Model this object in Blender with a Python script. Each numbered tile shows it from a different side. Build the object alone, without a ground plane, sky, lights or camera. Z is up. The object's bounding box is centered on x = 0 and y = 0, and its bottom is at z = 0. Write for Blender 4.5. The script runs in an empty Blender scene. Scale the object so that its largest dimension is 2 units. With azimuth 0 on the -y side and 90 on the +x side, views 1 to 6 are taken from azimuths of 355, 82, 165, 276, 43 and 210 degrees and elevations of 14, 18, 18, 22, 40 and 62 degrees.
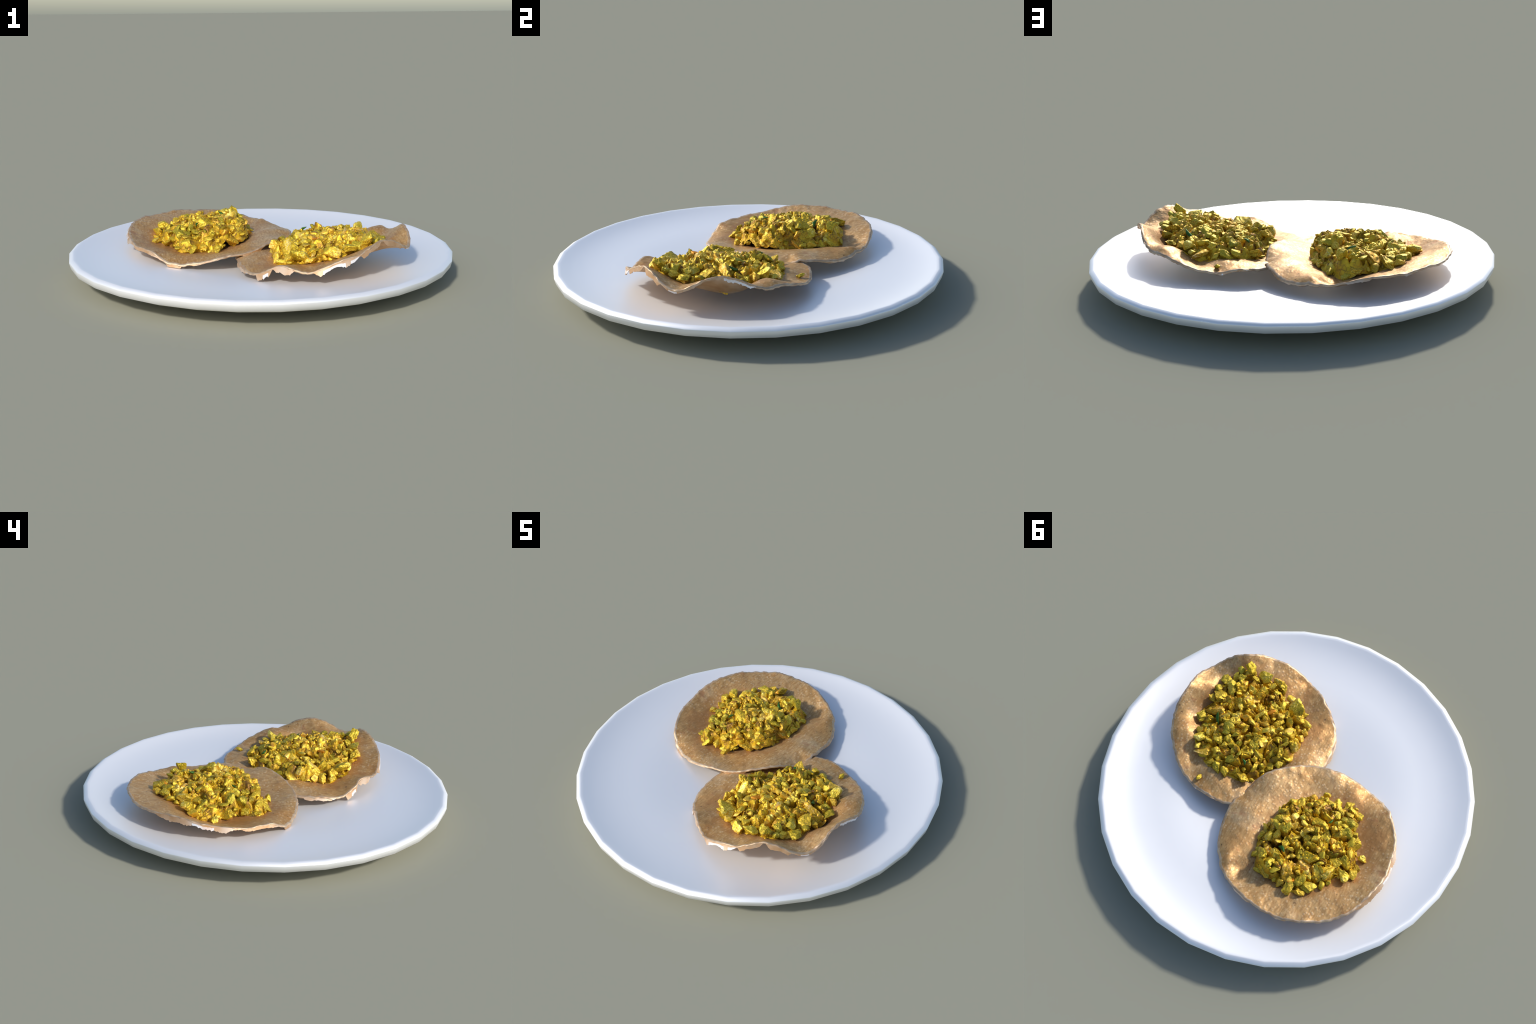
"""A round white plate carrying two small filled flatbreads that overlap each other."""
import bpy, bmesh, math, random
import numpy as np
from mathutils import Vector, Matrix, noise

SEED = 7
METAL = 0.5
ROUGH = 0.5
TAU = 2 * math.pi

# ------------------------------------------------------------------ helpers
def new_object(name, mesh, parent=None, loc=(0, 0, 0)):
    ob = bpy.data.objects.new(name, mesh)
    bpy.context.scene.collection.objects.link(ob)
    ob.location = loc
    if parent is not None:
        ob.parent = parent
    return ob


def mesh_from(name, verts, faces, mat=None, smooth=True, angle=None):
    me = bpy.data.meshes.new(name)
    me.from_pydata([tuple(v) for v in verts], [], faces)
    me.validate()
    me.update()
    if mat:
        me.materials.append(mat)
    if angle is not None:
        me.shade_smooth()
        me.set_sharp_from_angle(angle=math.radians(angle))
    elif smooth:
        me.shade_smooth()
    return me


def periodic(values, angle):
    """Closed Catmull-Rom spline through evenly spaced values, angle in radians."""
    v = np.asarray(values, float)
    n = len(v)
    t = (np.asarray(angle, float) / TAU * n) % n
    i = np.floor(t).astype(int) % n
    f = t - np.floor(t)
    p0, p1, p2, p3 = v[(i - 1) % n], v[i], v[(i + 1) % n], v[(i + 2) % n]
    return 0.5 * (2 * p1 + (p2 - p0) * f + (2 * p0 - 5 * p1 + 4 * p2 - p3) * f ** 2
                  + (3 * p1 - p0 - 3 * p2 + p3) * f ** 3)


class Surface:
    """Smooth height field through control points (thin-plate spline)."""
    def __init__(self, pts, soft=1e-4):
        p = np.asarray(pts, float)
        self.xy = p[:, :2]
        n = len(p)
        d = np.linalg.norm(self.xy[:, None] - self.xy[None], axis=2)
        K = self.kern(d) + soft * np.eye(n)
        P = np.concatenate([np.ones((n, 1)), self.xy], 1)
        A = np.block([[K, P], [P.T, np.zeros((3, 3))]])
        s = np.linalg.solve(A, np.concatenate([p[:, 2], np.zeros(3)]))
        self.w, self.a = s[:n], s[n:]

    @staticmethod
    def kern(d):
        return d ** 2 * np.log(d + 1e-9)

    def __call__(self, xy):
        xy = np.asarray(xy, float)
        d = np.linalg.norm(xy[:, None] - self.xy[None], axis=2)
        return self.kern(d) @ self.w + self.a[0] + xy @ self.a[1:]


def fbm(p, scale, seed=0.0, octaves=3):
    return noise.fractal(Vector((p[0] * scale + seed, p[1] * scale - seed, p[2] * scale)), 1.0, 2.0, octaves)


# ------------------------------------------------------------------ materials
def material(name):
    m = bpy.data.materials.new(name)
    m.use_nodes = True
    nt = m.node_tree
    b = nt.nodes["Principled BSDF"]
    return m, nt, b


def node(nt, kind, **kw):
    n = nt.nodes.new(kind)
    for k, v in kw.items():
        if k in n.inputs:
            n.inputs[k].default_value = v
        else:
            setattr(n, k, v)
    return n


def ramp(nt, fac, stops):
    r = nt.nodes.new("ShaderNodeValToRGB")
    e = r.color_ramp.elements
    while len(e) < len(stops):
        e.new(0.5)
    for el, (pos, col) in zip(e, stops):
        el.position = pos
        el.color = (*col, 1)
    nt.links.new(fac, r.inputs["Fac"])
    return r.outputs["Color"]


def mask(nt, fac, lo, hi):
    r = nt.nodes.new("ShaderNodeMapRange")
    r.inputs["From Min"].default_value = lo
    r.inputs["From Max"].default_value = hi
    nt.links.new(fac, r.inputs["Value"])
    return r.outputs["Result"]


def mix(nt, fac, a, b, blend="MIX"):
    m = nt.nodes.new("ShaderNodeMix")
    m.data_type = "RGBA"
    m.blend_type = blend
    for sock, val in ((m.inputs[0], fac), (m.inputs[6], a), (m.inputs[7], b)):
        if hasattr(val, "is_output"):
            nt.links.new(val, sock)
        elif isinstance(val, (int, float)):
            sock.default_value = val
        else:
            sock.default_value = (*val, 1)
    return m.outputs[2]


def math_node(nt, op, a, b=None):
    m = nt.nodes.new("ShaderNodeMath")
    m.operation = op
    for i, val in enumerate((a, b)):
        if val is None:
            continue
        if hasattr(val, "is_output"):
            nt.links.new(val, m.inputs[i])
        else:
            m.inputs[i].default_value = val
    return m.outputs[0]


def noise_tex(nt, vec, scale, detail=3.0, rough=0.55):
    n = nt.nodes.new("ShaderNodeTexNoise")
    n.inputs["Scale"].default_value = scale
    n.inputs["Detail"].default_value = detail
    n.inputs["Roughness"].default_value = rough
    nt.links.new(vec, n.inputs["Vector"])
    return n.outputs["Fac"]


def bump(nt, bsdf, height, strength, distance):
    b = nt.nodes.new("ShaderNodeBump")
    b.inputs["Strength"].default_value = strength
    b.inputs["Distance"].default_value = distance
    nt.links.new(height, b.inputs["Height"])
    nt.links.new(b.outputs["Normal"], bsdf.inputs["Normal"])


def porcelain_material():
    m, nt, b = material("porcelain")
    b.inputs["Base Color"].default_value = (0.95, 0.95, 0.95, 1)
    b.inputs["Roughness"].default_value = ROUGH; b.inputs["Metallic"].default_value = METAL
    return m


def bread_material(bounce_centre, bounce_radius):
    m, nt, b = material("toasted_flatbread")
    tc = nt.nodes.new("ShaderNodeTexCoord").outputs["Object"]
    broad = noise_tex(nt, tc, 4.5, 5.0, 0.6)
    col = ramp(nt, broad, [(0.30, (0.47, 0.250, 0.082)), (0.5, (0.565, 0.338, 0.132)), (0.70, (0.61, 0.405, 0.19))])
    # streaky fibres, warped
    warp = nt.nodes.new("ShaderNodeMapping")
    warp.inputs["Scale"].default_value = (110.0, 26.0, 60.0)
    warp.inputs["Rotation"].default_value = (0, 0, 0.6)
    nt.links.new(tc, warp.inputs["Vector"])
    fibre = noise_tex(nt, warp.outputs[0], 1.0, 3.0, 0.6)
    col = mix(nt, math_node(nt, "MULTIPLY", mask(nt, fibre, 0.60, 0.36), 0.65), col, (0.36, 0.175, 0.055))
    # pale blisters from the griddle, gathered in drifts
    v = node(nt, "ShaderNodeTexVoronoi", Scale=58.0)
    nt.links.new(tc, v.inputs["Vector"])
    where = mask(nt, noise_tex(nt, tc, 8.0, 3.0), 0.34, 0.56)
    speck = math_node(nt, "MULTIPLY", mask(nt, v.outputs["Distance"], 0.42, 0.16), where)
    col = mix(nt, math_node(nt, "MULTIPLY", speck, 0.50), col, (0.80, 0.60, 0.36))
    pale = mask(nt, noise_tex(nt, tc, 6.5, 4.0), 0.56, 0.70)
    col = mix(nt, math_node(nt, "MULTIPLY", pale, 0.3), col, (0.70, 0.54, 0.34))
    # toasted red-brown blotches and dark freckles
    blot = mask(nt, noise_tex(nt, tc, 13.0, 2.0), 0.63, 0.72)
    col = mix(nt, math_node(nt, "MULTIPLY", blot, 0.6), col, (0.37, 0.15, 0.055))
    dots = mask(nt, noise_tex(nt, tc, 52.0, 1.0), 0.735, 0.78)
    col = mix(nt, math_node(nt, "MULTIPLY", dots, 0.75), col, (0.10, 0.045, 0.025))
    # orange light reflected off the filling, painted into the bread colour in places
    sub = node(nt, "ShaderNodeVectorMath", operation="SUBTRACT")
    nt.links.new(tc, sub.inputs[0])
    sub.inputs[1].default_value = bounce_centre
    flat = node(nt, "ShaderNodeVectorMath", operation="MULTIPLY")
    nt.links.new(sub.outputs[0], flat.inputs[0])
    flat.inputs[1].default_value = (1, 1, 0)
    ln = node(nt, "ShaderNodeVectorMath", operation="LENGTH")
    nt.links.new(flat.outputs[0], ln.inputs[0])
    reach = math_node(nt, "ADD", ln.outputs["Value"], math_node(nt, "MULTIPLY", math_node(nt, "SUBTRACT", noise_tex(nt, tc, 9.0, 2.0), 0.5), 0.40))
    bounce_tint = mask(nt, reach, bounce_radius + 0.02, bounce_radius - 0.03)
    col = mix(nt, math_node(nt, "MULTIPLY", bounce_tint, 0.40), col, (0.42, 0.19, 0.06))
    nt.links.new(col, b.inputs["Base Color"])
    b.inputs["Roughness"].default_value = ROUGH; b.inputs["Metallic"].default_value = METAL
    h = math_node(nt, "ADD", math_node(nt, "MULTIPLY", fibre, 0.6), mask(nt, v.outputs["Distance"], 0.5, 0.1))
    bump(nt, b, h, 0.25, 0.0025)
    return m


def rim_material():
    m, nt, b = material("bread_rim")
    tc = nt.nodes.new("ShaderNodeTexCoord").outputs["Object"]
    f = noise_tex(nt, tc, 30.0, 3.0)
    nt.links.new(ramp(nt, f, [(0.35, (0.44, 0.29, 0.17)), (0.65, (0.56, 0.43, 0.29))]), b.inputs["Base Color"])
    b.inputs["Roughness"].default_value = ROUGH; b.inputs["Metallic"].default_value = METAL
    return m


def crust_material(name, lo, mid, hi):
    """Underside of the bread and the scan remains that hang from the rim."""
    m, nt, b = material(name)
    tc = nt.nodes.new("ShaderNodeTexCoord").outputs["Object"]
    f = noise_tex(nt, tc, 9.0, 4.0)
    nt.links.new(ramp(nt, f, [(0.32, lo), (0.48, mid), (0.62, hi)]), b.inputs["Base Color"])
    b.inputs["Roughness"].default_value = ROUGH; b.inputs["Metallic"].default_value = METAL
    return m


def filling_material(name, vary, palette):
    m, nt, b = material(name)
    tc = nt.nodes.new("ShaderNodeTexCoord").outputs["Object"]
    vec = tc
    if vary:
        info = nt.nodes.new("ShaderNodeObjectInfo")
        add = node(nt, "ShaderNodeVectorMath", operation="MULTIPLY_ADD")
        nt.links.new(info.outputs["Random"], add.inputs[0])
        add.inputs[1].default_value = (13.1, 7.7, 5.3)
        nt.links.new(tc, add.inputs[2])
        vec = add.outputs[0]
    where = nt.nodes.new("ShaderNodeNewGeometry").outputs["Position"]
    broad = math_node(nt, "ADD", math_node(nt, "MULTIPLY", noise_tex(nt, vec, 13.0, 3.0), 0.55),
                      math_node(nt, "MULTIPLY", noise_tex(nt, where, 9.0, 2.0), 0.45))
    col = ramp(nt, broad, list(zip((0.36, 0.45, 0.54, 0.66), palette)))
    if vary:
        hue = ramp(nt, info.outputs["Random"], [(0.0, (0.70, 0.82, 0.95)), (0.15, (0.90, 0.96, 1)), (0.55, (1.0, 1.0, 1.0)), (0.85, (1.18, 1.10, 1.5)), (0.93, (1.18, 1.08, 2.0)), (0.97, (1.10, 0.88, 1.0)), (1.0, (1.1, 0.84, 1.0))])
        col = mix(nt, 1.0, col, hue, "MULTIPLY")
    # kernels: thin brown seams of spice between them
    seam = node(nt, "ShaderNodeTexVoronoi", Scale=46.0)
    seam.feature = "DISTANCE_TO_EDGE"
    nt.links.new(vec, seam.inputs["Vector"])
    line = math_node(nt, "MULTIPLY", mask(nt, seam.outputs["Distance"], 0.11, 0.02), mask(nt, noise_tex(nt, vec, 21.0, 2.0), 0.40, 0.58))
    col = mix(nt, math_node(nt, "MULTIPLY", line, 0.8), col, (0.20, 0.085, 0.02))
    spots = mask(nt, noise_tex(nt, vec, 36.0, 3.0), 0.58, 0.68)
    col = mix(nt, math_node(nt, "MULTIPLY", spots, 0.75), col, (0.13, 0.04, 0.025))
    nt.links.new(col, b.inputs["Base Color"])
    b.inputs["Roughness"].default_value = ROUGH; b.inputs["Metallic"].default_value = METAL
    bump(nt, b, math_node(nt, "ADD", noise_tex(nt, vec, 60.0, 3.0), mask(nt, seam.outputs["Distance"], 0.0, 0.2)), 0.16, 0.004)
    return m


def plain_material(name, lo, hi, rough):
    m, nt, b = material(name)
    tc = nt.nodes.new("ShaderNodeTexCoord").outputs["Object"]
    nt.links.new(ramp(nt, noise_tex(nt, tc, 40.0, 3.0), [(0.35, lo), (0.65, hi)]), b.inputs["Base Color"])
    b.inputs["Roughness"].default_value = ROUGH; b.inputs["Metallic"].default_value = METAL
    return m


# ------------------------------------------------------------------ plate
PLATE_SIDES = 32
PLATE_TOP = [(0.0, 0.040), (0.10, 0.0405), (0.20, 0.0440), (0.30, 0.0505), (0.36, 0.0565), (0.43, 0.0640), (0.50, 0.0710), (0.56, 0.0778), (0.63, 0.0840),
             (0.70, 0.0888), (0.80, 0.0955), (0.88, 0.108), (0.93, 0.1195), (0.962, 0.1290), (0.975, 0.1325)]
PLATE_UNDER = [(0.981, 0.1320), (0.999, 0.1215), (1.0, 0.1185), (0.992, 0.087), (0.94, 0.066), (0.84, 0.044), (0.70, 0.022), (0.58, 0.004),
               (0.56, 0.0), (0.52, 0.0), (0.50, 0.010), (0.0, 0.012)]


def plate_height(r):
    return np.interp(r, [p[0] for p in PLATE_TOP], [p[1] for p in PLATE_TOP])


def build_plate():
    prof = PLATE_TOP + PLATE_UNDER
    verts, faces, rings = [], [], []
    for r, z in prof:
        if r == 0:
            rings.append([len(verts)])
            verts.append((0, 0, z))
        else:
            rings.append(list(range(len(verts), len(verts) + PLATE_SIDES)))
            verts += [(r * math.cos(TAU * k / PLATE_SIDES), r * math.sin(TAU * k / PLATE_SIDES), z) for k in range(PLATE_SIDES)]
    for a, b in zip(rings, rings[1:]):
        for k in range(PLATE_SIDES):
            j = (k + 1) % PLATE_SIDES
            if len(a) == 1:
                faces.append((a[0], b[k], b[j]))
            elif len(b) == 1:
                faces.append((a[k], b[0], a[j]))
            else:
                faces.append((a[k], b[k], b[j], a[j]))
    me = mesh_from("plate", verts, faces, porcelain_material())
    ob = new_object("dinner_plate", me)
    ob["label"] = "shallow round white porcelain dinner plate with raised rim"
    ob["category"] = "plate"
    return ob


# ------------------------------------------------------------------ flatbread
NA, NR = 288, 44
THICK = 0.011


class Bread:
    def __init__(self, centre, radius, rim, inner):
        self.c = np.array(centre)
        self.radius, self.rim = radius, rim
        n = len(radius)
        pts = []
        for k in range(n):
            t = TAU * k / n
            pts.append((centre[0] + radius[k] * math.cos(t), centre[1] + radius[k] * math.sin(t), rim[k]))
        self.surf = Surface(pts + list(inner))

    def z(self, xy):
        return self.surf(np.asarray(xy, float))

    def edge(self, t):
        return periodic(self.radius, t)


def build_bread(bread, parent, mats, seed):
    c = bread.c
    base = np.array(parent.location)
    th = np.arange(NA) / NA * TAU
    R = bread.edge(th)
    ragged = np.array([fbm((math.cos(t) * 3, math.sin(t) * 3, seed), 6.0, seed, 4) for t in th]) * 0.0055
    R = R + ragged
    rho = [(i / NR) ** 0.9 for i in range(NR + 1)]
    top, xyz = [], []
    for i, q in enumerate(rho):
        if i == 0:
            top.append([(c[0], c[1])])
        else:
            top.append([(c[0] + R[k] * q * math.cos(th[k]), c[1] + R[k] * q * math.sin(th[k])) for k in range(NA)])
    flat = np.array([p for ring in top for p in ring])
    zt = bread.z(flat)
    wrinkle = np.array([fbm((p[0], p[1], 0.3), 9.0, seed, 3) for p in flat]) * 0.0035
    dist = np.concatenate([[0]] + [np.full(NA, q) for q in rho[1:]])
    crinkle = np.array([fbm((p[0], p[1], 0.9), 26.0, seed + 4, 3) for p in flat]) * 0.0045
    zt = zt + wrinkle * np.clip(dist * 1.3, 0, 1) + crinkle * np.clip((dist - 0.6) / 0.4, 0, 1)
    rest = plate_height(np.hypot(flat[:, 0], flat[:, 1])) + 0.002
    zb = np.maximum(zt - THICK, rest)
    verts = [(x - base[0], y - base[1], z - base[2]) for (x, y), z in zip(flat, zt)]
    n1 = len(verts)
    # rounded lip just outside the top edge
    lip = []
    for k in range(NA):
        x, y = c[0] + (R[k] + 0.003) * math.cos(th[k]), c[1] + (R[k] + 0.003) * math.sin(th[k])
        lip.append((x - base[0], y - base[1], zt[1 + (NR - 1) * NA + k] - THICK * 0.5 - base[2]))
    verts += lip
    n2 = len(verts)
    verts += [(x - base[0], y - base[1], z - base[2]) for (x, y), z in zip(flat, zb)]
    faces, which = [], []

    def ring(i, off):
        return [off] if i == 0 else list(range(off + 1 + (i - 1) * NA, off + 1 + i * NA))
    for off, up, slot in ((0, True, 0), (n2, False, 2)):
        for i in range(NR):
            a, b = ring(i, off), ring(i + 1, off)
            for k in range(NA):
                j = (k + 1) % NA
                f = (a[0], b[k], b[j]) if i == 0 else (a[k], b[k], b[j], a[j])
                faces.append(f if up else tuple(reversed(f)))
                which.append(1 if (up and i >= NR - 1) else slot)
    at, ab, al = ring(NR, 0), ring(NR, n2), list(range(n1, n2))
    for k in range(NA):
        j = (k + 1) % NA
        faces.append((at[k], al[k], al[j], at[j])); which.append(1)
        faces.append((al[k], ab[k], ab[j], al[j])); which.append(1)
    me = mesh_from("flatbread", verts, faces)
    for m in mats:
        me.materials.append(m)
    me.polygons.foreach_set("material_index", which)
    return new_object("flatbread", me, parent)


def build_scan_skirt(bread, parent, mats, spans, seed, pallor):
    """Ragged skirt under the rim: bread flaps and white plate remains left by the scan. spans: (from, to, length, outward) in degrees and metres."""
    rnd = random.Random(seed)
    base = np.array(parent.location)
    c = bread.c
    verts, faces, tip = [], [], []
    for a0, a1, length, out in spans:
        a1 += 360 * (a1 < a0)
        n = max(6, int((a1 - a0) / 0.8))
        cols = []
        step = 0.0
        jag = rnd.uniform(0.7, 1.0)
        pale = False
        for i in range(n + 1):
            t = math.radians(a0 + (a1 - a0) * i / n)
            if rnd.random() < 0.10:
                jag = rnd.uniform(0.45, 1.05)
                pale = rnd.random() < pallor
            taper = min(1.0, 6 * min(i, n - i) / n + 0.15)
            fray = 0.62 + 0.55 * noise.noise(Vector((a0 + i * 0.10, seed, 0))) + 0.20 * noise.noise(Vector((a0 + i * 0.8, seed, 5)))
            L = length * taper * max(0.15, fray) * (1 + rnd.uniform(-0.08, 0.08))
            r = float(bread.edge(t)) + 0.002
            x0, y0 = c[0] + r * math.cos(t), c[1] + r * math.sin(t)
            z0 = float(bread.z([(c[0] + (r - 0.002) * math.cos(t), c[1] + (r - 0.002) * math.sin(t))])[0]) - 0.004
            col = []
            for s in (0, 0.4, 0.78, 1.0):
                dr = out * L * s
                x, y = x0 + dr * math.cos(t), y0 + dr * math.sin(t)
                z = z0 - L * s
                z = max(z, float(plate_height(math.hypot(x, y))) + 0.003)
                col.append((x, y, z))
            cols.append((col, t, pale))
        start = len(verts)
        for col, t, _ in cols:
            for w in (0.0, -0.004):
                for x, y, z in col:
                    verts.append((x + w * math.cos(t) - base[0], y + w * math.sin(t) - base[1], z - base[2]))
        m = 8
        for i in range(n):
            a, b = start + i * m, start + (i + 1) * m
            for s in range(3):
                faces.append((a + s, a + s + 1, b + s + 1, b + s))
                faces.append((a + 4 + s, b + 4 + s, b + 5 + s, a + 5 + s))
                tip += [int(s >= 1 and cols[i][2])] * 2
            tip += [int(cols[i][2]), 0]
            faces.append((a + 3, a + 7, b + 7, b + 3))
            faces.append((a, b, b + 4, a + 4))
        for e in (start, start + n * m):
            for s in range(3):
                q = (e + s, e + 4 + s, e + 5 + s, e + s + 1)
                faces.append(q if e == start else tuple(reversed(q)))
                tip.append(0)
    me = mesh_from("scan_skirt", verts, faces, mats[0], angle=40)
    me.materials.append(mats[1])
    me.polygons.foreach_set("material_index", tip)
    ob = new_object("scan_skirt", me, parent)
    ob["kind"] = "stuff"
    return ob


# ------------------------------------------------------------------ filling
def crumb_mesh(name, seed, mat, aspect=(1, 1, 1), n=12, rough=0.15):
    """An irregular broken lump: the convex hull of scattered points, bevelled and dented."""
    rnd = random.Random(seed)
    bm = bmesh.new()
    for _ in range(n):
        v = Vector((rnd.gauss(0, 1), rnd.gauss(0, 1), rnd.gauss(0, 1))).normalized()
        q = max(abs(v.x), abs(v.y), abs(v.z))
        v = v * (0.5 * (0.55 + 0.45 / q) * rnd.uniform(0.75, 1.05))
        bm.verts.new((v.x * aspect[0], v.y * aspect[1], v.z * aspect[2]))
    r = bmesh.ops.convex_hull(bm, input=bm.verts)
    junk = [g for g in r["geom_interior"] + r["geom_unused"] if isinstance(g, bmesh.types.BMVert)]
    bmesh.ops.delete(bm, geom=list(set(junk)), context="VERTS")
    bmesh.ops.dissolve_limit(bm, angle_limit=math.radians(14), verts=bm.verts, edges=bm.edges)
    bmesh.ops.bevel(bm, geom=list(bm.edges), offset=0.075, segments=1, profile=0.5, affect="EDGES", clamp_overlap=True)
    bmesh.ops.triangulate(bm, faces=bm.faces)
    bmesh.ops.subdivide_edges(bm, edges=[e for e in bm.edges if e.calc_length() > 0.22], cuts=1)
    bmesh.ops.triangulate(bm, faces=bm.faces)
    for v in bm.verts:
        d = noise.noise(v.co * 3.1 + Vector((seed * 3.7, 0, 0))) * rough + noise.noise(v.co * 7 + Vector((0, seed * 1.3, 0))) * rough * 0.5
        v.co += v.co.normalized() * d
    bmesh.ops.recalc_face_normals(bm, faces=bm.faces)
    me = bpy.data.meshes.new(name)
    bm.to_mesh(me)
    bm.free()
    me.materials.append(mat)
    me.shade_smooth()
    me.set_sharp_from_angle(angle=math.radians(55))
    return me


def curd_mesh(name, seed, mat, aspect=(1, 1, 1), level=4):
    """A broken clump: flat-sided like a torn cube, its faces crumbled into fused kernels with creases between."""
    rnd = random.Random(seed)
    planes = []
    while len(planes) < 9:
        n = Vector((rnd.gauss(0, 1), rnd.gauss(0, 1), rnd.gauss(0, 1))).normalized()
        if all(n.dot(m) < 0.72 for m, _ in planes):
            planes.append((n, rnd.uniform(0.30, 0.50)))
    bm = bmesh.new()
    bmesh.ops.create_icosphere(bm, subdivisions=level, radius=1.0)
    off = Vector((seed * 3.7, seed * 1.9, 0))
    for v in bm.verts:
        d = v.co.normalized()
        r = min([0.72] + [k / d.dot(n) for n, k in planes if d.dot(n) > 0.05])
        p = d * r
        f, c = noise.voronoi(p * 3.5 + off)
        f2, c2 = noise.voronoi(p * 8.5 - off)
        crease = min(f[1] - f[0], 0.32) / 0.32 - 1
        fine = min(f2[1] - f2[0], 0.30) / 0.30 - 1
        r += crease * 0.060 + fine * 0.014 + noise.noise(c[0] * 4.1) * 0.062 + noise.noise(p * 2.2 + off) * 0.06
        v.co = Vector((d.x * r * aspect[0], d.y * r * aspect[1], d.z * r * aspect[2]))
    me = bpy.data.meshes.new(name)
    bm.to_mesh(me)
    bm.free()
    me.materials.append(mat)
    me.shade_smooth()
    me.set_sharp_from_angle(angle=math.radians(48))
    return me


class Pile:
    def __init__(self, centre, outline, tops, bread):
        self.c = np.array(centre)
        self.outline = outline
        self.top = Surface(tops, soft=8e-4)
        self.bread = bread

    def height(self, xy, shrink=0.0):
        xy = np.asarray(xy, float)
        d = xy - self.c
        r = np.hypot(d[:, 0], d[:, 1])
        t = np.arctan2(d[:, 1], d[:, 0])
        ragged = np.array([noise.noise(Vector((math.cos(a) * 4.5, math.sin(a) * 4.5, self.c[0] * 9))) for a in t]) * 0.030
        q = np.clip(r / (ragged + periodic(self.outline, t % TAU) - shrink), 0, 1.0)
        zb = self.bread.z(xy)
        dips = np.array([noise.noise(Vector((p[0] * 11, p[1] * 11, 0.7))) for p in xy]) * 0.034
        zt = np.maximum(self.top(xy) - 0.014 + dips, zb + 0.02)
        dome = 1 - q ** 14
        return zb + (zt - zb) * dome, zb, q


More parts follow.
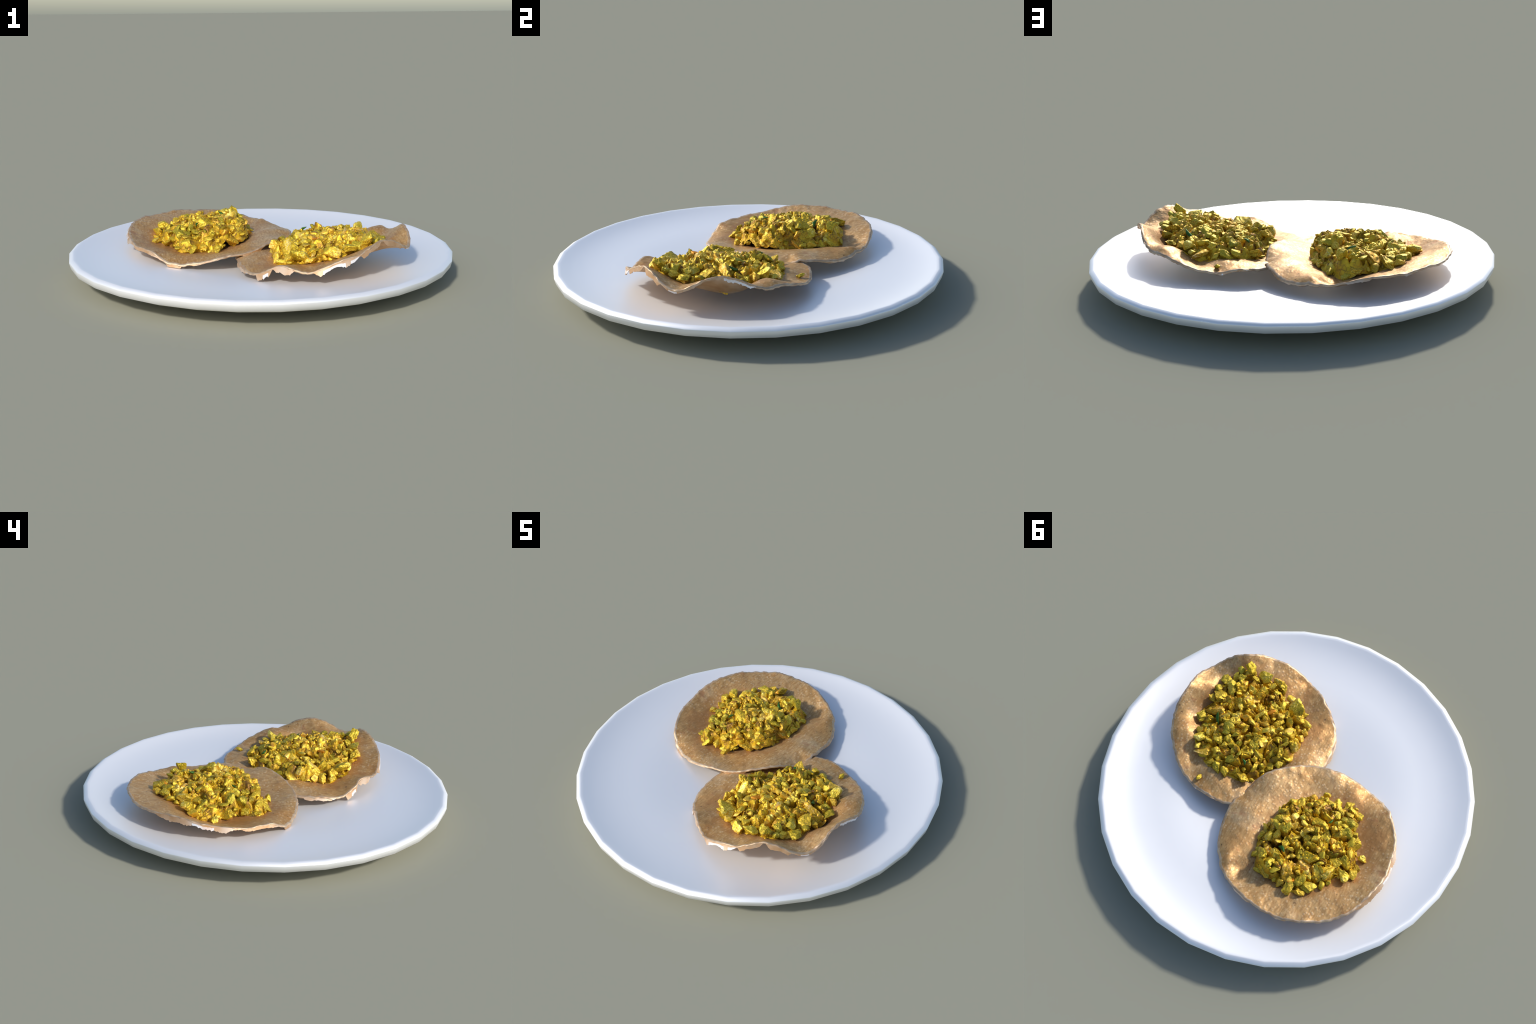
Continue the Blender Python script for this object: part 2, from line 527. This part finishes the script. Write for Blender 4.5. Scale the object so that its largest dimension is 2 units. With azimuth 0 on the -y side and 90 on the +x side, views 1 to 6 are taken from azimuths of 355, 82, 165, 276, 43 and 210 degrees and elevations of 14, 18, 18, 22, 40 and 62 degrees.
def build_filling(pile, parent, mound_mat, chunk_meshes, crumb_meshes, special, loose, seed, counts):
    rnd = random.Random(seed)
    base = np.array(parent.location)
    # the packed heart of the heap
    na, nr = 340, 76
    pts, idx = [], []
    for i in range(nr + 1):
        q = (i / nr) ** 0.8
        if i == 0:
            pts.append(tuple(pile.c))
            continue
        for k in range(na):
            t = TAU * k / na
            r = (float(periodic(pile.outline, t)) + noise.noise(Vector((math.cos(t) * 4.5, math.sin(t) * 4.5, pile.c[0] * 9))) * 0.014 - 0.012) * q
            pts.append((pile.c[0] + r * math.cos(t), pile.c[1] + r * math.sin(t)))
    z, zb, q = pile.height(pts, 0.012)
    verts = []
    for (x, y), h, b, qq in zip(pts, z, zb, q):
        p = Vector((x, y, h))
        w = Vector((noise.noise(p * 30), noise.noise(p * 30 + Vector((7, 0, 0))), 0)) * 0.006
        dd, cell = noise.voronoi((p + w) * 15 + Vector((seed, 0, 0)))
        d2, c2 = noise.voronoi((p + w) * 36 + Vector((0, seed, 0)))
        block = min(dd[1] - dd[0], 0.30) / 0.30
        small = min(d2[1] - d2[0], 0.30) / 0.30
        lift = noise.noise(cell[0] * 5.3) * 0.026 + noise.noise(c2[0] * 5.3) * 0.008
        lump = (block - 1) * 0.042 + (small - 1) * 0.008 + lift + 0.002
        e = 1 - qq ** 10
        dx = noise.noise(p * 24 + Vector((5, seed, 1))) * 0.010
        dy = noise.noise(p * 24 + Vector((1, 9, seed))) * 0.010
        zz = max(h + lump * e, b + 0.001) if qq < 0.999 else b - 0.002
        verts.append((x + dx * e - base[0], y + dy * e - base[1], zz - base[2]))
    faces = []
    for i in range(nr):
        for k in range(na):
            j = (k + 1) % na
            if i == 0:
                faces.append((0, 1 + k, 1 + j))
            else:
                a, b = 1 + (i - 1) * na, 1 + i * na
                faces.append((a + k, b + k, b + j, a + j))
    heart = new_object("filling", mesh_from("filling_heap", verts, faces, mound_mat, angle=38), parent)

    # crumbs scattered over the heap, largest first, kept apart
    placed = []

    def spot(min_gap):
        for _ in range(400):
            t = rnd.uniform(0, TAU)
            qq = math.sqrt(rnd.uniform(0, 1.0)) * 1.0
            edge = float(periodic(pile.outline, t)) + noise.noise(Vector((math.cos(t) * 4.5, math.sin(t) * 4.5, pile.c[0] * 9))) * 0.014
            r = (edge - 0.012) * qq
            x, y = pile.c[0] + r * math.cos(t), pile.c[1] + r * math.sin(t)
            h, b, q2 = pile.height([(x, y)])
            lo = b[0]
            zz = h[0] if q2[0] < 0.84 else lo + (h[0] - lo) * rnd.uniform(0.1, 0.72)
            if q2[0] > 0.80 and min_gap > 0.058:
                continue
            if all((x - p[0]) ** 2 + (y - p[1]) ** 2 + (zz - p[2]) ** 2 > (0.5 * (min_gap + p[3])) ** 2 for p in placed):
                return x, y, zz, lo
        return None

    def put(name, me, x, y, zz, size, squash=None):
        ob = bpy.data.objects.new(name, me)
        bpy.context.scene.collection.objects.link(ob)
        ob.parent = heart
        ob.location = (x - base[0], y - base[1], zz - base[2])
        ob.rotation_euler = (rnd.gauss(0, 0.45) + rnd.choice((0, math.pi)), rnd.gauss(0, 0.45), rnd.uniform(0, TAU))
        s = squash or (rnd.uniform(0.85, 1.45), rnd.uniform(0.75, 1.1), rnd.uniform(0.65, 1.05))
        ob.scale = tuple(size * v for v in s)
        placed.append((x, y, zz, size))
        return ob

    for name, me, x, y, zz, size, squash in special:
        h, b, q2 = pile.height([(x, y)])
        put(name, me, x, y, max(min(zz, h[0] + size * 0.12), b[0] + size * 0.3), size, squash)
    for x, y, size in loose:
        b = float(pile.bread.z([(x, y)])[0])
        put("filling_chunk", rnd.choice(chunk_meshes), x, y, b + size * 0.33, size)
    for count, lo, hi, gap, sink in counts["chunks"]:
        for _ in range(count):
            size = rnd.uniform(lo, hi)
            s = spot(size * gap)
            if s is None:
                continue
            x, y, zz, b = s
            b = float(max(pile.bread.z([(x + dx * size * 0.45, y + dy * size * 0.45) for dx, dy in ((0, 0), (1, 0), (-1, 0), (0, 1), (0, -1))])))
            put("filling_chunk", rnd.choice(CHUNKS if size > 0.05 else BITS), x, y, max(zz - size * sink, b + size * 0.34), size)

    # fine crumbs, joined
    bm = bmesh.new()
    for _ in range(counts["crumbs"]):
        size = rnd.uniform(0.013, 0.028)
        t = rnd.uniform(0, TAU)
        qq = math.sqrt(rnd.random())
        r = (float(periodic(pile.outline, t)) - 0.004) * qq
        x, y = pile.c[0] + r * math.cos(t), pile.c[1] + r * math.sin(t)
        h, b, q2 = pile.height([(x, y)])
        zz = h[0] - 0.002 if q2[0] < 0.9 else b[0] + (h[0] - b[0]) * rnd.random() + 0.003
        tmp = rnd.choice(crumb_meshes)
        M = Matrix.Translation((x - base[0], y - base[1], zz - base[2])) @ Matrix.Rotation(rnd.uniform(0, TAU), 4, Vector((rnd.random(), rnd.random(), rnd.random() + .01)).normalized()) @ Matrix.Scale(size, 4)
        n0 = len(bm.verts)
        bm.from_mesh(tmp)
        bm.verts.ensure_lookup_table()
        for v in bm.verts[n0:]:
            v.co = M @ v.co
    me = bpy.data.meshes.new("filling_crumbs")
    bm.to_mesh(me)
    bm.free()
    me.materials.append(mound_mat)
    me.shade_smooth()
    me.set_sharp_from_angle(angle=math.radians(55))
    cr = new_object("filling_crumbs", me, heart)
    cr["kind"] = "stuff"
    return heart


# ------------------------------------------------------------------ the scene
plate = build_plate()

# rims measured every ten degrees round the centre of each flatbread: reach and height
BREAD_A = Bread(
    (-0.253, 0.250),
    [0.444, 0.445, 0.449, 0.452, 0.453, 0.455, 0.452, 0.447, 0.447, 0.450, 0.452, 0.453, 0.456, 0.457, 0.458, 0.456, 0.445, 0.444,
     0.447, 0.445, 0.453, 0.461, 0.462, 0.469, 0.468, 0.460, 0.454, 0.449, 0.444, 0.442, 0.439, 0.433, 0.432, 0.434, 0.433, 0.438],
    [0.149, 0.144, 0.131, 0.133, 0.138, 0.149, 0.162, 0.178, 0.192, 0.194, 0.194, 0.200, 0.201, 0.196, 0.196, 0.200, 0.200, 0.195,
     0.180, 0.167, 0.159, 0.148, 0.147, 0.134, 0.099, 0.089, 0.102, 0.119, 0.134, 0.137, 0.146, 0.160, 0.169, 0.169, 0.145, 0.133],
    [(-0.253, 0.250, 0.118), (-0.256, 0.630, 0.180), (-0.496, 0.452, 0.178), (-0.548, 0.199, 0.115), (-0.475, -0.101, 0.120),
     (-0.350, -0.137, 0.118), (-0.229, -0.038, 0.112), (-0.037, 0.435, 0.138), (-0.414, 0.006, 0.112), (-0.552, 0.268, 0.125),
     (-0.09, 0.30, 0.122), (-0.10, 0.14, 0.122), (0.127, 0.218, 0.162), (0.112, 0.416, 0.148),
     (0.060, 0.530, 0.165), (-0.03, 0.545, 0.125)])

BREAD_B = Bread(
    (0.316, -0.193),
    [0.400, 0.412, 0.426, 0.435, 0.438, 0.443, 0.451, 0.453, 0.456, 0.461, 0.466, 0.457, 0.439, 0.440, 0.443, 0.446, 0.460, 0.458,
     0.449, 0.452, 0.456, 0.459, 0.448, 0.435, 0.436, 0.439, 0.438, 0.433, 0.428, 0.420, 0.407, 0.413, 0.428, 0.432, 0.426, 0.408],
    [0.279, 0.259, 0.221, 0.199, 0.196, 0.179, 0.156, 0.143, 0.143, 0.150, 0.143, 0.136, 0.126, 0.118, 0.112, 0.108, 0.102, 0.104,
     0.114, 0.108, 0.104, 0.101, 0.123, 0.163, 0.159, 0.144, 0.173, 0.204, 0.222, 0.252, 0.275, 0.269, 0.235, 0.213, 0.238, 0.272],
    [(0.316, -0.193, 0.115), (-0.047, -0.196, 0.132), (0.00, -0.09, 0.134), (0.40, 0.15, 0.160), (0.597, 0.005, 0.215), (0.667, 0.032, 0.217), (0.418, 0.198, 0.140),
     (0.488, 0.107, 0.145), (0.066, -0.330, 0.120), (0.15, -0.05, 0.110), (0.52, -0.22, 0.140), (0.61, -0.19, 0.178), (0.60, -0.09, 0.172), (0.625, -0.28, 0.225), (0.55, -0.36, 0.190)])

PILE_A = Pile(
    (-0.300, 0.222),
    [0.258, 0.282, 0.297, 0.332, 0.358, 0.352, 0.328, 0.325, 0.330, 0.312, 0.280, 0.260, 0.255, 0.268, 0.278, 0.250, 0.210, 0.212,
     0.205, 0.215, 0.285, 0.290, 0.258, 0.262, 0.255, 0.232, 0.242, 0.250, 0.262, 0.268],
    [(-0.41, 0.03, 0.212), (-0.10, 0.46, 0.252), (-0.357, 0.526, 0.215), (-0.152, 0.283, 0.265), (-0.20, 0.097, 0.255),
     (-0.378, 0.247, 0.255), (-0.18, 0.38, 0.225), (-0.455, 0.16, 0.225), (-0.40, 0.22, 0.240), (-0.006, 0.31, 0.205),
     (-0.115, 0.181, 0.258), (-0.17, 0.445, 0.242), (-0.03, 0.47, 0.238), (-0.275, 0.032, 0.205), (-0.457, -0.014, 0.165),
     (-0.254, 0.239, 0.258), (-0.48, 0.30, 0.19)], BREAD_A)
PILE_B = Pile(
    (0.326, -0.225),
    [0.280, 0.290, 0.298, 0.294, 0.345, 0.362, 0.365, 0.362, 0.362, 0.366, 0.342, 0.320, 0.308, 0.314, 0.316, 0.300, 0.290, 0.322,
     0.308, 0.300, 0.280, 0.245, 0.280, 0.285, 0.268, 0.308, 0.322, 0.285, 0.305, 0.280],
    [(0.05, -0.185, 0.215), (0.50, -0.40, 0.250), (0.40, -0.15, 0.270), (0.534, 0.004, 0.215), (0.488, -0.10, 0.242),
     (0.253, -0.29, 0.238), (0.154, -0.05, 0.195), (0.074, -0.366, 0.150), (0.28, -0.125, 0.250), (0.256, 0.117, 0.202),
     (0.230, 0.030, 0.226), (0.27, 0.05, 0.232), (0.435, 0.082, 0.192), (0.488, 0.016, 0.220), (0.485, -0.386, 0.258),
     (0.328, -0.389, 0.250), (0.131, 0.002, 0.188), (0.19, 0.10, 0.155)], BREAD_B)

heap_mat = filling_material("spiced_filling", False, [(0.26, 0.135, 0.012), (0.54, 0.315, 0.014), (0.76, 0.50, 0.020), (0.90, 0.70, 0.15)])  # orange-brown of light bouncing in the hollows is painted into this palette
chunk_mat = filling_material("spiced_chunk", True, [(0.27, 0.21, 0.015), (0.57, 0.415, 0.020), (0.83, 0.585, 0.026), (0.94, 0.79, 0.24)])
herb_mat = plain_material("green_herb", (0.015, 0.085, 0.012), (0.06, 0.17, 0.02), 0.4)
pepper_mat = plain_material("orange_pepper", (0.62, 0.20, 0.01), (0.75, 0.33, 0.02), 0.4)
under_mat = crust_material("brown_underside", (0.42, 0.23, 0.09), (0.52, 0.32, 0.15), (0.60, 0.42, 0.25))
crust_mat = crust_material("skirt_crust", (0.44, 0.24, 0.10), (0.54, 0.34, 0.19), (0.62, 0.47, 0.34))
plate_scrap_mat = crust_material("plate_scrap", (0.66, 0.52, 0.43), (0.78, 0.72, 0.68), (0.84, 0.83, 0.82))  # white scraps of plate left over from the scan, not bread
rim_mat = rim_material()

ASPECTS = [(1, 1, 1), (1.25, .9, .8), (1, .8, .7), (1.1, 1, .65), (1, .9, .9), (1.35, .85, .75), (1, 1, .8), (1.15, .85, .85), (1, .75, .9)]
CHUNKS = [curd_mesh("filling_chunk", 10 + i, chunk_mat, a, 4) for i, a in enumerate(ASPECTS)]
BITS = [curd_mesh("filling_bit", 30 + i, chunk_mat, a, 3) for i, a in enumerate(ASPECTS)]
CRUMBS = [crumb_mesh("filling_crumb", 50 + i, heap_mat, n=10, rough=0.06) for i in range(4)]
HERB = crumb_mesh("herb_piece", 71, herb_mat, (1.2, .8, .35), 12, 0.05)
PEPPER = crumb_mesh("pepper_piece", 72, pepper_mat, (1.1, .8, .5), 12, 0.05)

COUNTS = {"chunks": [(12, 0.080, 0.104, 0.80, 0.42), (38, 0.054, 0.072, 0.74, 0.36), (50, 0.036, 0.050, 0.70, 0.28), (24, 0.026, 0.034, 0.70, 0.1)],
          "crumbs": 80}


def build_taco(bread, pile, special, loose, spans, seed, pallor):
    e = bpy.data.objects.new("filled_flatbread", None)
    bpy.context.scene.collection.objects.link(e)
    e.location = (bread.c[0], bread.c[1], float(plate_height(np.hypot(*bread.c))))
    e["label"] = "soft brown flatbread topped with chopped yellow spiced filling"
    e["category"] = "filled flatbread"
    bpy.context.view_layer.update()
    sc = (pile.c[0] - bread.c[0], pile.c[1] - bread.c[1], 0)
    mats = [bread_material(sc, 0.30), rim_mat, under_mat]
    build_bread(bread, e, mats, seed)
    build_scan_skirt(bread, e, (crust_mat, plate_scrap_mat), spans, seed, pallor)
    build_filling(pile, e, heap_mat, CHUNKS, CRUMBS, special, loose, seed, COUNTS)
    return e


build_taco(
    BREAD_A, PILE_A,
    [("herb_piece", HERB, -0.18, 0.38, 0.232, 0.062, None), ("herb_piece", HERB, -0.33, 0.13, 0.240, 0.036, None), ("pepper_piece", PEPPER, -0.30, 0.50, 0.215, 0.045, None),
     ("filling_chunk", CHUNKS[0], -0.357, 0.526, 0.200, 0.050, None), ("filling_chunk", CHUNKS[4], -0.11, 0.45, 0.235, 0.060, None),
     ("filling_chunk", CHUNKS[6], -0.152, 0.283, 0.262, 0.055, None)],
    [(-0.548, 0.199, 0.050), (-0.229, -0.038, 0.042), (-0.552, 0.262, 0.035)],
    [(150, 206, 0.030, 0.7), (204, 238, 0.022, 0.3), (238, 249, 0.034, 0.05), (254, 276, 0.010, 0.2), (288, 306, 0.026, -0.1),
     (10, 32, 0.012, 0.4), (64, 80, 0.012, 0.6), (97, 106, 0.014, 0.6)], 3, 0.12)

build_taco(
    BREAD_B, PILE_B,
    [("herb_piece", HERB, 0.486, -0.126, 0.240, 0.064, None), ("herb_piece", HERB, 0.235, 0.035, 0.232, 0.050, None), ("pepper_piece", PEPPER, 0.253, -0.29, 0.235, 0.050, None),
     ("filling_chunk", CHUNKS[2], 0.058, -0.188, 0.195, 0.075, (0.7, 0.8, 1.2)), ("filling_chunk", CHUNKS[5], 0.07, -0.20, 0.150, 0.070, None), ("filling_chunk", CHUNKS[8], 0.50, -0.40, 0.240, 0.060, None)],
    [(0.418, 0.198, 0.036), (0.074, -0.366, 0.046)],
    [(182, 206, 0.022, 0.5), (214, 226, 0.046, 0.15), (226.5, 242, 0.046, 0.1), (254, 284, 0.036, 0.25), (283, 301, 0.032, 0.25),
     (303, 320, 0.034, 0.3), (320, 350, 0.018, 0.10), (352, 20, 0.030, 0.15), (74, 94, 0.012, 0.3)], 5, 0.40)
